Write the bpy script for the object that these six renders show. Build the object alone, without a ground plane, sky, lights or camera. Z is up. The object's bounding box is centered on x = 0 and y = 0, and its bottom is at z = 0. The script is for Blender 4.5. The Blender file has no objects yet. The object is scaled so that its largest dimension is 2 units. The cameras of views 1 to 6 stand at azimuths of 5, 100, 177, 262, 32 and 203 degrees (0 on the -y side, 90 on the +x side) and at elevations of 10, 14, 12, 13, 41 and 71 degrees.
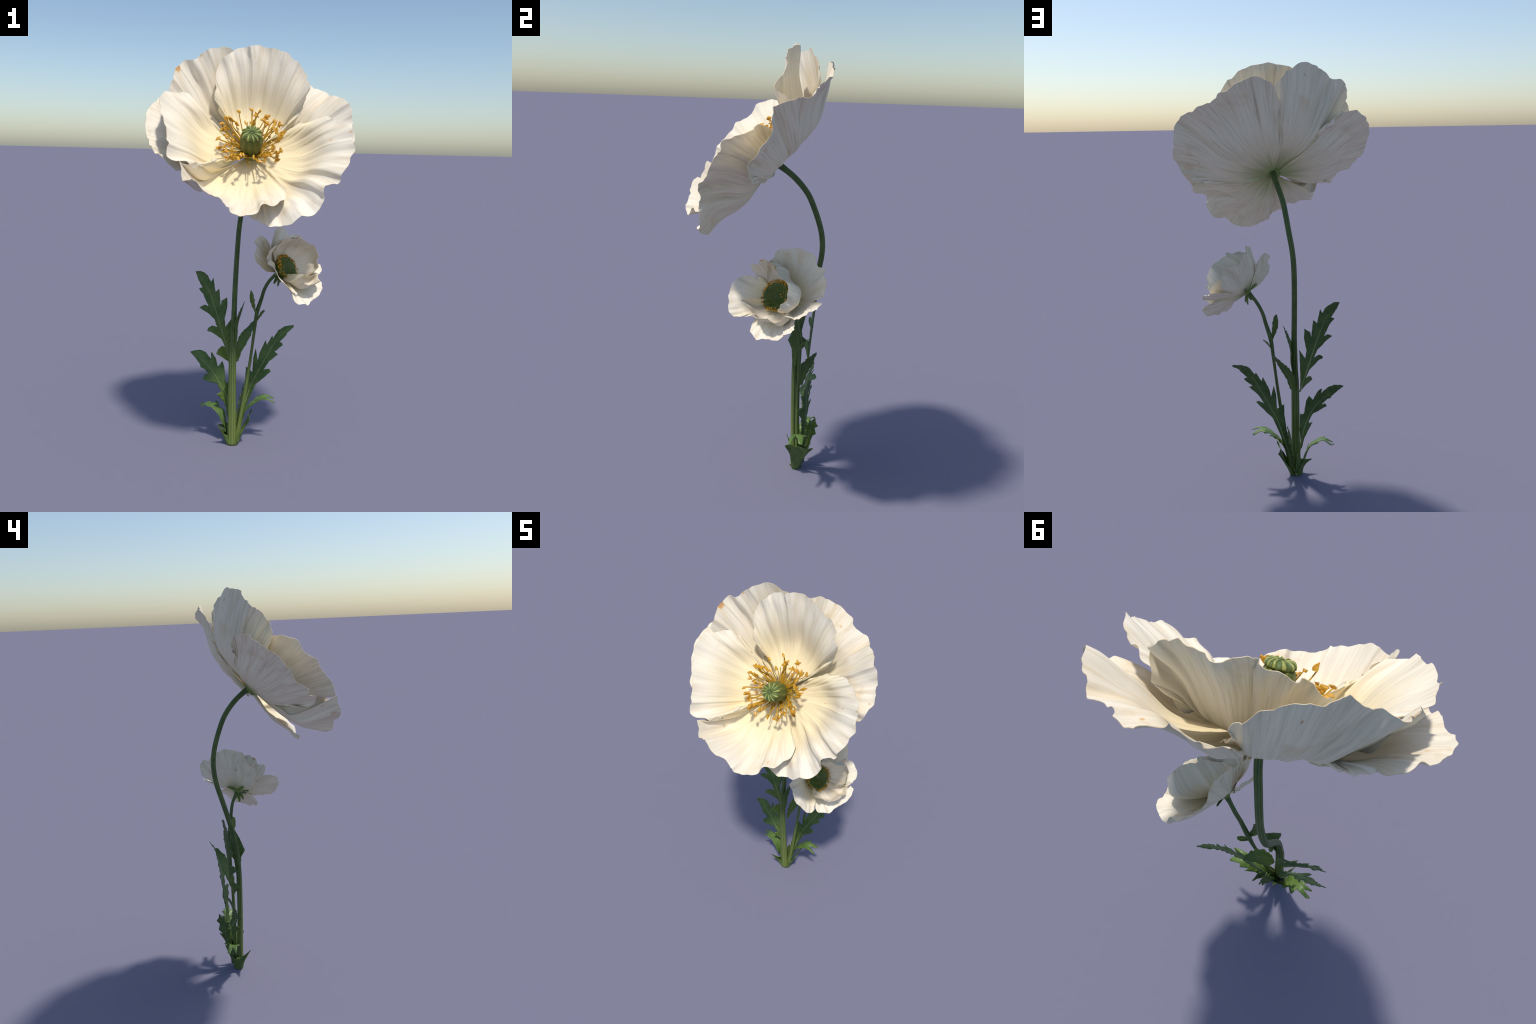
"""White poppy: a thick ribbed stem with a large open bloom that nods forward,
a thin second stem with a smaller cupped bloom, and lobed leaves at the foot."""
import bpy, bmesh, math, random
import numpy as np
from mathutils import Vector, Matrix
from mathutils.geometry import delaunay_2d_cdt

random.seed(11)
RNG = np.random.default_rng(5)
COL = bpy.context.scene.collection


# ------------------------------------------------------------------ helpers
def unit(v):
    v = np.asarray(v, float)
    return v / np.linalg.norm(v)


def catmull(P, n, loop=False):
    """n points evenly spread along a Catmull-Rom curve through P."""
    P = np.asarray(P, float)
    Q = np.vstack([2 * P[0] - P[1], P, 2 * P[-1] - P[-2]])
    out = []
    for i in range(1, len(Q) - 2):
        for t in np.linspace(0, 1, 24, endpoint=False):
            a, b, c, d = Q[i - 1], Q[i], Q[i + 1], Q[i + 2]
            out.append(.5 * (2 * b + (c - a) * t + (2 * a - 5 * b + 4 * c - d) * t * t
                             + (3 * b - a - 3 * c + d) * t ** 3))
    out.append(P[-1])
    out = np.array(out)
    s = np.concatenate([[0], np.cumsum(np.linalg.norm(np.diff(out, axis=0), axis=1))])
    k = np.linspace(0, s[-1], n)
    return np.stack([np.interp(k, s, out[:, j]) for j in range(out.shape[1])], 1)


def noise1(x, seed, wave):
    """smooth 1-D value noise in -1..1"""
    r = np.random.default_rng(seed)
    tab = r.uniform(-1, 1, 512)
    x = np.asarray(x) / wave + 100
    i = np.floor(x).astype(int)
    f = x - i
    f = f * f * (3 - 2 * f)
    return tab[i % 512] * (1 - f) + tab[(i + 1) % 512] * f


def noise2(x, y, seed, wx, wy):
    r = np.random.default_rng(seed)
    tab = r.uniform(-1, 1, (128, 128))
    x = np.asarray(x) / wx + 50
    y = np.asarray(y) / wy + 50
    i, j = np.floor(x).astype(int), np.floor(y).astype(int)
    f, g = x - i, y - j
    f, g = f * f * (3 - 2 * f), g * g * (3 - 2 * g)
    T = lambda a, b: tab[a % 128, b % 128]
    return ((T(i, j) * (1 - f) + T(i + 1, j) * f) * (1 - g)
            + (T(i, j + 1) * (1 - f) + T(i + 1, j + 1) * f) * g)


def make_mesh(name, verts, faces, mats, fmat=None, smooth=True):
    me = bpy.data.meshes.new(name)
    me.from_pydata([tuple(map(float, v)) for v in verts], [], [tuple(map(int, f)) for f in faces])
    for m in mats:
        me.materials.append(m)
    if fmat is not None:
        me.polygons.foreach_set("material_index", np.asarray(fmat, dtype=np.int32))
    me.polygons.foreach_set("use_smooth", np.full(len(me.polygons), smooth))
    me.validate()
    me.update()
    return me


def make_obj(name, me, parent=None, matrix=None):
    ob = bpy.data.objects.new(name, me)
    COL.objects.link(ob)
    if parent is not None:
        ob.parent = parent
    if matrix is not None:
        ob.matrix_local = matrix
    return ob


def fix_normals(me):
    bm = bmesh.new()
    bm.from_mesh(me)
    bmesh.ops.recalc_face_normals(bm, faces=bm.faces)
    bm.to_mesh(me)
    bm.free()


def sheet(name, G, thick, mats):
    """closed thin body from a grid of points G[rows, cols]: top face mats[0],
    underside mats[1]"""
    R, C = G.shape[:2]
    du = np.gradient(G, axis=1)
    dv = np.gradient(G, axis=0)
    N = np.cross(du, dv)
    N /= np.maximum(np.linalg.norm(N, axis=2, keepdims=True), 1e-9)
    top = (G + N * thick * .5).reshape(-1, 3)
    bot = (G - N * thick * .5).reshape(-1, 3)
    V = np.vstack([top, bot])
    n = R * C
    F, M = [], []
    for i in range(R - 1):
        for j in range(C - 1):
            a, b, c, d = i * C + j, i * C + j + 1, (i + 1) * C + j + 1, (i + 1) * C + j
            F.append((a, b, c, d)); M.append(0)
            F.append((n + d, n + c, n + b, n + a)); M.append(1)
    ring = ([(0, j) for j in range(C)] + [(i, C - 1) for i in range(1, R)]
            + [(R - 1, j) for j in range(C - 2, -1, -1)] + [(i, 0) for i in range(R - 2, 0, -1)])
    ring = [i * C + j for i, j in ring]
    for a, b in zip(ring, ring[1:] + ring[:1]):
        F.append((a, n + a, n + b, b)); M.append(len(mats) - 1 if len(mats) > 2 else 0)
    me = make_mesh(name, V, F, mats, M)
    on = np.zeros(len(V), bool)
    on[ring] = True
    on[n + np.array(ring)] = True
    for e in me.edges:                             # crisp rim
        a, b = e.vertices
        if on[a] and on[b] and (a < n) == (b < n):
            e.use_edge_sharp = True
    return me


def tube(P, rx, ry, seg, ribs=0.0, nrib=9, side=(1, 0, 0), cap=True):
    """tube along P with elliptical, ribbed section; returns verts, faces, section index"""
    P = np.asarray(P, float)
    T = np.gradient(P, axis=0)
    V, F, S = [], [], []
    for k, p in enumerate(P):
        t = unit(T[k])
        a = unit(np.asarray(side, float) - t * np.dot(side, t))
        b = np.cross(t, a)
        for j in range(seg):
            w = 2 * math.pi * j / seg
            q = 1 + ribs * math.cos(nrib * w)
            V.append(p + q * (a * rx[k] * math.cos(w) + b * ry[k] * math.sin(w)))
    for k in range(len(P) - 1):
        for j in range(seg):
            a0, a1 = k * seg + j, k * seg + (j + 1) % seg
            F.append((a0, a1, a1 + seg, a0 + seg)); S.append(j)
    if cap:
        F.append(tuple(range(seg))[::-1]); S.append(0)
        F.append(tuple((len(P) - 1) * seg + j for j in range(seg))); S.append(0)
    return V, F, S


def frame(origin, axis):
    """local frame: z along axis, x level, y up"""
    n = Vector(axis).normalized()
    e1 = Vector((0, 0, 1)).cross(n).normalized()
    e2 = n.cross(e1)
    m = Matrix((e1, e2, n)).transposed().to_4x4()
    m.translation = Vector(origin)
    return m


# ---------------------------------------------------------------- materials
class Net:
    def __init__(self, name, rough=.6, spec=.3):
        self.m = bpy.data.materials.new(name)
        self.m.use_nodes = True
        self.t = self.m.node_tree
        self.b = self.t.nodes["Principled BSDF"]
        self.b.inputs["Roughness"].default_value = rough
        self.b.inputs["Specular IOR Level"].default_value = spec

    def n(self, kind, **kw):
        nd = self.t.nodes.new(kind)
        for k, v in kw.items():
            setattr(nd, k, v)
        return nd

    def put(self, sock, v):
        if isinstance(v, (int, float)):
            sock.default_value = v
        elif isinstance(v, tuple):
            sock.default_value = v if len(v) == len(sock.default_value) else v + (1.0,)
        else:
            self.t.links.new(v, sock)

    def math(self, op, a, b=0.0, clamp=False):
        nd = self.n("ShaderNodeMath", operation=op, use_clamp=clamp)
        self.put(nd.inputs[0], a)
        self.put(nd.inputs[1], b)
        return nd.outputs[0]

    def ramp(self, v, lo, hi, a=0.0, b=1.0):
        nd = self.n("ShaderNodeMapRange", clamp=True, interpolation_type='SMOOTHSTEP')
        for s, x in zip(nd.inputs[:5], (v, lo, hi, a, b)):
            self.put(s, x)
        return nd.outputs[0]

    def mix(self, f, a, b, blend='MIX'):
        nd = self.n("ShaderNodeMix", data_type='RGBA', blend_type=blend)
        self.put(nd.inputs[0], f)
        self.put(nd.inputs[6], a)
        self.put(nd.inputs[7], b)
        return nd.outputs[2]

    def coords(self):
        tc = self.n("ShaderNodeTexCoord")
        sp = self.n("ShaderNodeSeparateXYZ")
        self.t.links.new(tc.outputs["Object"], sp.inputs[0])
        return tc.outputs["Object"], sp.outputs[0], sp.outputs[1], sp.outputs[2]

    def comb(self, x, y, z):
        nd = self.n("ShaderNodeCombineXYZ")
        for s, v in zip(nd.inputs, (x, y, z)):
            self.put(s, v)
        return nd.outputs[0]

    def noise(self, vec, scale, detail=3.0, rough=.55):
        nd = self.n("ShaderNodeTexNoise")
        self.put(nd.inputs["Vector"], vec)
        nd.inputs["Scale"].default_value = scale
        nd.inputs["Detail"].default_value = detail
        nd.inputs["Roughness"].default_value = rough
        return nd.outputs["Fac"]

    def bump(self, h, strength, dist=.004):
        nd = self.n("ShaderNodeBump")
        nd.inputs["Strength"].default_value = strength
        nd.inputs["Distance"].default_value = dist
        self.put(nd.inputs["Height"], h)
        self.t.links.new(nd.outputs[0], self.b.inputs["Normal"])

    def done(self, color):
        self.put(self.b.inputs["Base Color"], color)
        return self.m


def petal_material(name, R, inner, seed, stains=()):
    """R: petal length; veins run along the radius, heart of the bloom is tinted"""
    g = Net(name, rough=.62, spec=.25)
    P, x, y, z = g.coords()
    r = g.math('SQRT', g.math('ADD', g.math('MULTIPLY', x, x), g.math('MULTIPLY', y, y)))
    # smooth radial direction (no seam): unit vector times constant
    inv = g.math('DIVIDE', 1.0, g.math('ADD', r, .004))
    ux, uy = g.math('MULTIPLY', x, inv), g.math('MULTIPLY', y, inv)
    rn = g.math('DIVIDE', r, R)
    fine = g.noise(g.comb(g.math('MULTIPLY', ux, 62.0 if inner else 46.0), g.math('MULTIPLY', uy, 62.0 if inner else 46.0),
                          g.math('ADD', g.math('MULTIPLY', rn, 3.2), seed)), 1.0, 4.0, .65)
    broad = g.noise(g.comb(g.math('MULTIPLY', ux, 7.0), g.math('MULTIPLY', uy, 7.0),
                           g.math('ADD', g.math('MULTIPLY', rn, 1.5), seed + 7)), 1.0, 2.0)
    blot = g.noise(P, 9.0 / R * .4, 3.0)
    if inner:
        white, shade, cream = (.885, .81, .67), (.825, .73, .575), (.885, .75, .46)
        heart = (.50, .47, .19)
    else:
        white, shade, cream = (.85, .765, .585), (.78, .695, .525), (.74, .655, .43)
        heart = (.30, .335, .12)
    col = g.mix(g.ramp(broad, .35, .75), white, shade)
    jit = g.math('ADD', rn, g.math('MULTIPLY', g.math('SUBTRACT', broad, .5), .28))
    if inner:
        col = g.mix(g.ramp(jit, .40, .86, .95, .0), col, cream)
        col = g.mix(g.ramp(jit, .10, .24, .8, .0), col, heart)
    else:
        col = g.mix(g.ramp(jit, .25, .7, .8, .0), col, cream)
        col = g.mix(g.ramp(jit, .05, .42, 1.0, .0), col, heart)
    # fine radial veins
    vein = g.ramp(fine, .42, .66, .0, .36 if inner else .33)
    col = g.mix(vein, col, (.68, .58, .40) if inner else (.43, .41, .28))
    # tan blotches near the rim, orange flecks
    streak = g.ramp(g.math('ADD', g.math('MULTIPLY', broad, .6), g.math('MULTIPLY', fine, .5)), .60, .72, .0, .32)
    col = g.mix(g.math('MULTIPLY', streak, g.ramp(rn, .35, .6)), col, (.78, .60, .33) if inner else (.56, .47, .33))
    tan = g.math('MULTIPLY', g.ramp(blot, .60, .72), g.ramp(rn, .6, .9, .0, .45))
    col = g.mix(tan, col, (.66, .50, .29))
    vor = g.n("ShaderNodeTexVoronoi")
    g.put(vor.inputs["Vector"], g.comb(g.math('MULTIPLY', ux, 11.0), g.math('MULTIPLY', uy, 11.0),
                                       g.math('ADD', g.math('MULTIPLY', rn, 6.0), seed)))
    vor.inputs["Scale"].default_value = 1.0
    sel = g.n("ShaderNodeSeparateColor")
    g.t.links.new(vor.outputs["Color"], sel.inputs[0])
    keep = g.ramp(sel.outputs[0], .66, .70) if inner else g.ramp(sel.outputs[0], .76, .80)
    fleck = g.math('MULTIPLY', g.math('MULTIPLY', g.ramp(vor.outputs["Distance"], .05 if inner else .03, .13 if inner else .085, 1.0, .0), keep),
                   g.ramp(rn, .3, .45))
    col = g.mix(g.math('MULTIPLY', fleck, .75), col, (.76, .40, .10) if inner else (.50, .19, .08))
    # large scorched stains at given places
    for (sx, sy, sz, rad, tint) in stains:
        vd = g.n("ShaderNodeVectorMath", operation='DISTANCE')
        g.put(vd.inputs[0], P)
        vd.inputs[1].default_value = (sx, sy, sz)
        d = g.math('ADD', vd.outputs["Value"], g.math('MULTIPLY', g.math('SUBTRACT', fine, .5), rad * 2.2))
        col = g.mix(g.ramp(d, rad * .45, rad, .95, .0), col, tint)
    g.bump(g.math('ADD', fine, g.math('MULTIPLY', broad, .8)), .28, .003)
    return g.done(col)


def green_material(name, dark, light, scale, rough=.5, spec=.35, grow=None):
    """mottled green; grow=(axis, lo, hi, colour) tints the young foot of the part"""
    g = Net(name, rough=rough, spec=spec)
    P, x, y, z = g.coords()
    a = g.noise(P, scale, 4.0)
    col = g.mix(g.ramp(a, .32, .68), dark, light)
    if grow:
        ax = {'x': x, 'z': z}[grow[0]]
        col = g.mix(g.ramp(g.math('ADD', ax, g.math('MULTIPLY', g.math('SUBTRACT', a, .5), .1)),
                           grow[1], grow[2], 1.0, .0), col, grow[3])
    b = g.noise(P, scale * 6, 3.0)
    col = g.mix(g.ramp(b, .62, .75, .0, .25), col, tuple(c * 1.6 for c in light))
    g.bump(g.math('ADD', a, g.math('MULTIPLY', b, .4)), .35, .004)
    return g.done(col)


def plain_material(name, a, b, scale, rough=.5, spec=.35):
    g = Net(name, rough=rough, spec=spec)
    P, x, y, z = g.coords()
    n = g.noise(P, scale, 4.0)
    g.bump(n, .3, .003)
    return g.done(g.mix(g.ramp(n, .35, .65), a, b))


STEM_MID = green_material("stem_green", (.055, .098, .024), (.095, .145, .035), 22, grow=('z', .0, .75, (.165, .215, .050)))
STEM_RIDGE = green_material("stem_ridge", (.082, .125, .030), (.115, .16, .042), 22, grow=('z', .0, .75, (.20, .245, .066)))
STEM_GROOVE = green_material("stem_groove", (.030, .058, .020), (.048, .082, .026), 22, grow=('z', .0, .6, (.12, .17, .042)))
LEAF_TOP = green_material("leaf_top", (.058, .112, .030), (.100, .168, .046), 18, .5, .25, ('x', .02, .26, (.13, .20, .036)))
LEAF_UNDER = green_material("leaf_underside", (.050, .094, .026), (.080, .130, .038), 26, .55, .25, ('x', .02, .22, (.09, .145, .03)))
LEAF_YOUNG = green_material("young_leaf_top", (.075, .142, .025), (.122, .198, .040), 30, .4, .4, ('x', .0, .12, (.075, .13, .025)))
LEAF_YOUNG_UNDER = green_material("young_leaf_underside", (.05, .09, .022), (.085, .13, .03), 30, .5, .4)
LEAF_RIB = green_material("leaf_rib", (.17, .215, .08), (.25, .29, .12), 40, .5, .3)
POD_BODY = plain_material("pod_green", (.075, .105, .020), (.11, .14, .03), 40)
POD_STRIPE = plain_material("pod_olive_stripe", (.12, .135, .022), (.17, .17, .03), 40)
CAP_DARK = plain_material("pod_cap_green", (.085, .122, .030), (.135, .175, .048), 50)
CAP_LIGHT = plain_material("pod_cap_ray", (.27, .30, .06), (.42, .43, .13), 60)
RIM_TAN = plain_material("petal_rim_tan", (.60, .44, .24), (.78, .66, .46), 30)
FILAMENT = plain_material("filament_gold", (.48, .26, .016), (.62, .36, .03), 60)
ANTHER = plain_material("anther_amber", (.50, .225, .008), (.70, .38, .025), 90, .42, .5)
DISC_GREEN = plain_material("disc_green", (.060, .098, .018), (.092, .135, .030), 45)
DISC_RAY = plain_material("disc_ray", (.085, .115, .022), (.11, .14, .03), 45)


# ------------------------------------------------------------------- petals
def noise_lin(x, seed, wave):
    """piecewise linear noise in -1..1 (angular creases)"""
    tab = np.random.default_rng(seed).uniform(-1, 1, 512)
    x = np.asarray(x) / wave + 100
    i = np.floor(x).astype(int)
    f = x - i
    return tab[i % 512] * (1 - f) + tab[(i + 1) % 512] * f


def notch(rim, seed, thick):
    """irregular, angular scallops along a petal's rim"""
    s = np.concatenate([[0], np.cumsum(np.linalg.norm(np.diff(rim, axis=0), axis=1))])
    k = thick / .0016
    d = noise_lin(s, seed + 21, .046 * k) * .008 + noise_lin(s, seed + 22, .022 * k) * .0035
    h = noise_lin(s, seed + 23, .034 * k) * .009 + noise_lin(s, seed + 24, .018 * k) * .0025
    fade = np.clip(np.minimum(s, s[-1] - s) / .08, 0, 1)
    out = rim.copy()
    L = np.linalg.norm(rim[:, :2], axis=1, keepdims=True)
    out[:, :2] += rim[:, :2] / L * (d * fade * k)[:, None]
    out[:, 2] += h * fade * k
    return out


def petal(name, rim, base, mid, fm, seed, mats, parent, thick, pleat=.006, crumple=.002,
          nu=230, nv=44, tm=.55):
    """A petal lofted from a short base arc to its rim.
    rim: control points (x, y, h) in the bloom's frame; base: (radius, height);
    mid: heights of the bend at evenly spaced places along the rim;
    fm: how far out the bend lies, as a share of the way to the rim."""
    rim = catmull(rim, nu)
    turn = np.unwrap(np.arctan2(rim[:, 1], rim[:, 0]))
    if turn[-1] < turn[0]:                     # keep the face of every petal forward
        rim = rim[::-1]
        mid = [q[::-1] if isinstance(q, tuple) else q for q in mid] if isinstance(fm, tuple) else mid[::-1]
        if isinstance(fm, list):
            fm = fm[::-1]
    rim = notch(rim, seed, thick)
    u = np.linspace(0, 1, nu)
    c = rim[:, :2].mean(0)
    ang0 = math.atan2(c[1], c[0])
    ang = np.arctan2(rim[:, 1], rim[:, 0]) - ang0
    ang = np.clip((ang + math.pi) % (2 * math.pi) - math.pi, -1.3, 1.3) * .8 + ang0
    B = np.stack([base[0] * np.cos(ang), base[0] * np.sin(ang), np.full(nu, base[1])], 1)
    along = lambda v: np.interp(u, np.linspace(0, 1, len(v)), v)
    if len(mid) != len(fm if isinstance(fm, tuple) else [0]):   # one bend
        mid, fm = [mid], [fm]
    knots, ctrl = [0.0], [B]
    for mv, f in zip(mid, fm):
        fv = along(f) if isinstance(f, (list, tuple)) else np.full(nu, f)
        M = B + (rim - B) * fv[:, None]
        M[:, 2] = along(mv) if isinstance(mv, (list, tuple)) else B[:, 2] + (rim[:, 2] - B[:, 2]) * mv
        if len(mid) > 1:                                 # sides stay below their own rim
            M[:, 2] = np.minimum(M[:, 2], B[:, 2] + np.maximum(rim[:, 2] - B[:, 2], 0) * (.42 if f < .6 else .74) + .002)
        knots.append(tm if len(mid) == 1 else float(fv.mean()))
        ctrl.append(M)
    knots.append(1.0)
    ctrl.append(rim)
    K, Q = np.array(knots), np.array(ctrl)
    # cubic Hermite through the rings, slopes leaning to the steeper side
    sec = (Q[1:] - Q[:-1]) / np.diff(K)[:, None, None]
    slope = np.empty_like(Q)
    slope[0], slope[-1] = sec[0], .92 * sec[-1]
    slope[1:-1] = .5 * sec[:-1] + .5 * sec[1:]
    G = np.empty((nv, nu, 3))
    for i, t in enumerate(np.linspace(0, 1, nv)):
        j = min(int(np.searchsorted(K, t, side='right')) - 1, len(K) - 2)
        L = K[j + 1] - K[j]
        w = (t - K[j]) / L
        G[i] = ((2 * w ** 3 - 3 * w ** 2 + 1) * Q[j] + (w ** 3 - 2 * w ** 2 + w) * L * slope[j]
                + (-2 * w ** 3 + 3 * w ** 2) * Q[j + 1] + (w ** 3 - w ** 2) * L * slope[j + 1])
    arc = np.concatenate([[0], np.cumsum(np.linalg.norm(np.diff(rim, axis=0), axis=1))])
    N = np.cross(np.gradient(G, axis=1), np.gradient(G, axis=0))
    N /= np.maximum(np.linalg.norm(N, axis=2, keepdims=True), 1e-9)
    tt = np.linspace(0, 1, nv)[:, None]
    s = arc[None, :] + .02 * noise1(tt * .5, seed + 3, .2)
    k = thick / .0016
    f1 = noise_lin(s, seed, .050 * k)
    f2 = noise_lin(s, seed + 1, .022 * k)
    crease = -np.exp(-((noise1(s, seed + 2, .085 * k)) / .10) ** 2)
    f3 = noise_lin(s, seed + 5, .011 * k)
    reach = np.clip((tt - .35 - .3 * noise_lin(s, seed + 6, .06 * k)) / .5, 0, 1) ** 1.2
    amp = np.clip(.75 + .75 * noise1(s, seed + 7, .16 * k), .15, 1.5)
    D = pleat * reach * amp * (1.0 * noise_lin(s, seed + 8, .085 * k) + .55 * f1 + .16 * f2 + .06 * f3 * tt + .7 * crease)
    D += crumple * noise2(s, tt * .4 + 0 * s, seed + 4, .05 * k, .075 * k) * np.clip(tt * 1.6 - .5, 0, 1)
    D *= np.clip(np.minimum(u, 1 - u)[None, :] * 9, .05, 1)
    G = G + N * D[..., None]
    me = sheet(name, G[::-1], thick, mats)
    return make_obj(name, me, parent)


# big bloom: rims in the bloom's own frame (x level to the right, y up the face, h forward)
BIG = dict(
    top=[(.07, .10, .006), (-.088, .135, .006), (-.132, .184, .055), (-.162, .219, .116), (-.166, .267, .169), (-.167, .33, .186), (-.144, .376, .202),
         (-.112, .389, .23), (-.074, .42, .23), (-.006, .423, .25), (.05, .419, .248), (.105, .413, .255), (.155, .392, .24), (.205, .358, .222),
         (.241, .31, .199), (.262, .266, .172), (.258, .245, .128), (.246, .220, .092), (.227, .192, .060), (.186, .162, .024), (.145, .136, .0), (.09, .088, -.008)][1:],
    left=[(-.173, .131, .018), (-.228, .179, .045), (-.266, .22, .088), (-.299, .22, .136), (-.338, .206, .157), (-.36, .197, .177),
          (-.378, .185, .192), (-.394, .159, .212), (-.393, .116, .237), (-.394, .062, .225), (-.386, -.011, .24), (-.36, -.088, .247),
          (-.35, -.159, .242), (-.329, -.217, .229), (-.277, -.222, .2), (-.246, -.213, .159), (-.204, -.177, .129), (-.158, -.132, .108),
          (-.11, -.098, .05)],
    bottom=[(-.165, -.142, .075), (-.25, -.22, .19), (-.303, -.233, .217), (-.300, -.277, .216), (-.298, -.303, .208), (-.284, -.33, .194), (-.238, -.337, .204),
            (-.192, -.372, .201), (-.147, -.392, .178), (-.097, -.417, .162), (-.058, -.43, .14), (-.018, -.422, .132), (.025, -.414, .122),
            (.052, -.381, .118), (.097, -.363, .095), (.133, -.323, .082), (.154, -.284, .054), (.153, -.234, .047), (.11, -.16, .03)],
    right=[(.135, .095, .027), (.229, .129, .061), (.302, .128, .104), (.337, .126, .107), (.364, .106, .12), (.388, .078, .135), (.41, .053, .15),
           (.424, .027, .17), (.434, -.014, .189), (.441, -.06, .17), (.446, -.107, .163), (.426, -.146, .15), (.418, -.185, .14),
           (.388, -.212, .133), (.383, -.235, .108), (.358, -.252, .095), (.318, -.276, .1), (.311, -.308, .085), (.292, -.332, .064),
           (.266, -.362, .041), (.207, -.389, .05), (.156, -.401, .02), (.117, -.396, .001), (.085, -.398, 0.), (.059, -.397, -.001),
           (.03, -.379, -.001), (-.002, -.351, .001), (-.02, -.24, -.02)],
    back_left=[(-.20, .10, .0), (-.29, .145, .045), (-.34, .172, .12), (-.368, .199, .168), (-.373, .228, .182), (-.357, .304, .201), (-.323, .36, .192),
               (-.28, .378, .204), (-.245, .408, .202), (-.208, .425, .216), (-.161, .456, .203), (-.079, .464, .176),
               (-.003, .43, .105), (.022, .37, .05), (.055, .30, .025), (.05, .2, .0)],
    back_right=[(-.022, .19, -.025), (-.010, .268, -.014), (-.006, .33, .010), (-.004, .375, .042), (.018, .413, .060), (.045, .453, .072), (.106, .466, .085),
                (.181, .455, .052), (.267, .41, .043), (.285, .363, .05), (.354, .342, .058), (.395, .291, .085), (.417, .255, .108),
                (.438, .226, .113), (.453, .192, .11), (.462, .129, .098), (.47, .068, .083), (.469, .031, .065), (.452, -.008, .066),
                (.425, -.050, .048), (.36, -.070, .012), (.26, -.068, -.022), (.15, -.055, -.036)],
    back_side=[(-.15, .18, -.02), (-.239, .25, .009), (-.274, .29, .032), (-.332, .311, .053), (-.42, .262, .081), (-.465, .181, .102), (-.47, .091, .107),
               (-.465, .024, .091), (-.451, -.031, .113), (-.436, -.077, .113), (-.413, -.108, .114), (-.389, -.13, .125),
               (-.369, -.156, .125), (-.347, -.172, .105), (-.32, -.164, .079), (-.295, -.139, .047), (-.2, -.09, .0)])
# base (radius, height), bend heights along the rim, bend distance
# heights at half and at three quarters of the way out, along the rim
BIG_BEND = dict(
    top=((.035, -.008), [.15, .66], (.5, .75)),        # plain shares of the rim's height
    left=((.035, .0), [(.015, .03, .04, .035, .015), (.05, .12, .15, .14, .05)], (.5, .75)),
    bottom=((.035, -.01), [(.01, .004, .012, .018, .003), (.03, .026, .050, .060, .022)], (.5, .75)),
    right=((.035, -.015), [(.018, .02, .016, .002, -.018, -.035, -.03), (.045, .08, .118, .10, .048, -.010, -.022)], (.5, .75)),
    back_left=((.03, -.02), [(-.01, -.006, -.004, -.015, -.018), (.02, .075, .085, .022, -.008)], (.5, .75)),
    back_right=((.03, -.03), [(-.032, -.034, -.034, -.028, -.020, -.026, -.045), (-.008, .018, .030, .040, .060, .035, -.032)], (.5, .75)),
    back_side=((.03, -.025), [(-.025, -.016, -.005, .0, -.012), (-.008, .035, .062, .058, .005)], (.5, .75)))
SCORCH = (.66, .33, .10)
STAINS = dict(back_left=[(-.345, .325, .205, .03, SCORCH), (-.25, .41, .205, .022, (.60, .40, .17))],
              top=[(.105, .405, .255, .02, (.66, .45, .18))],
              right=[])
STAINS_UNDER = dict(bottom=[(-.27, -.31, .17, .026, (.66, .44, .30))])

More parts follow.
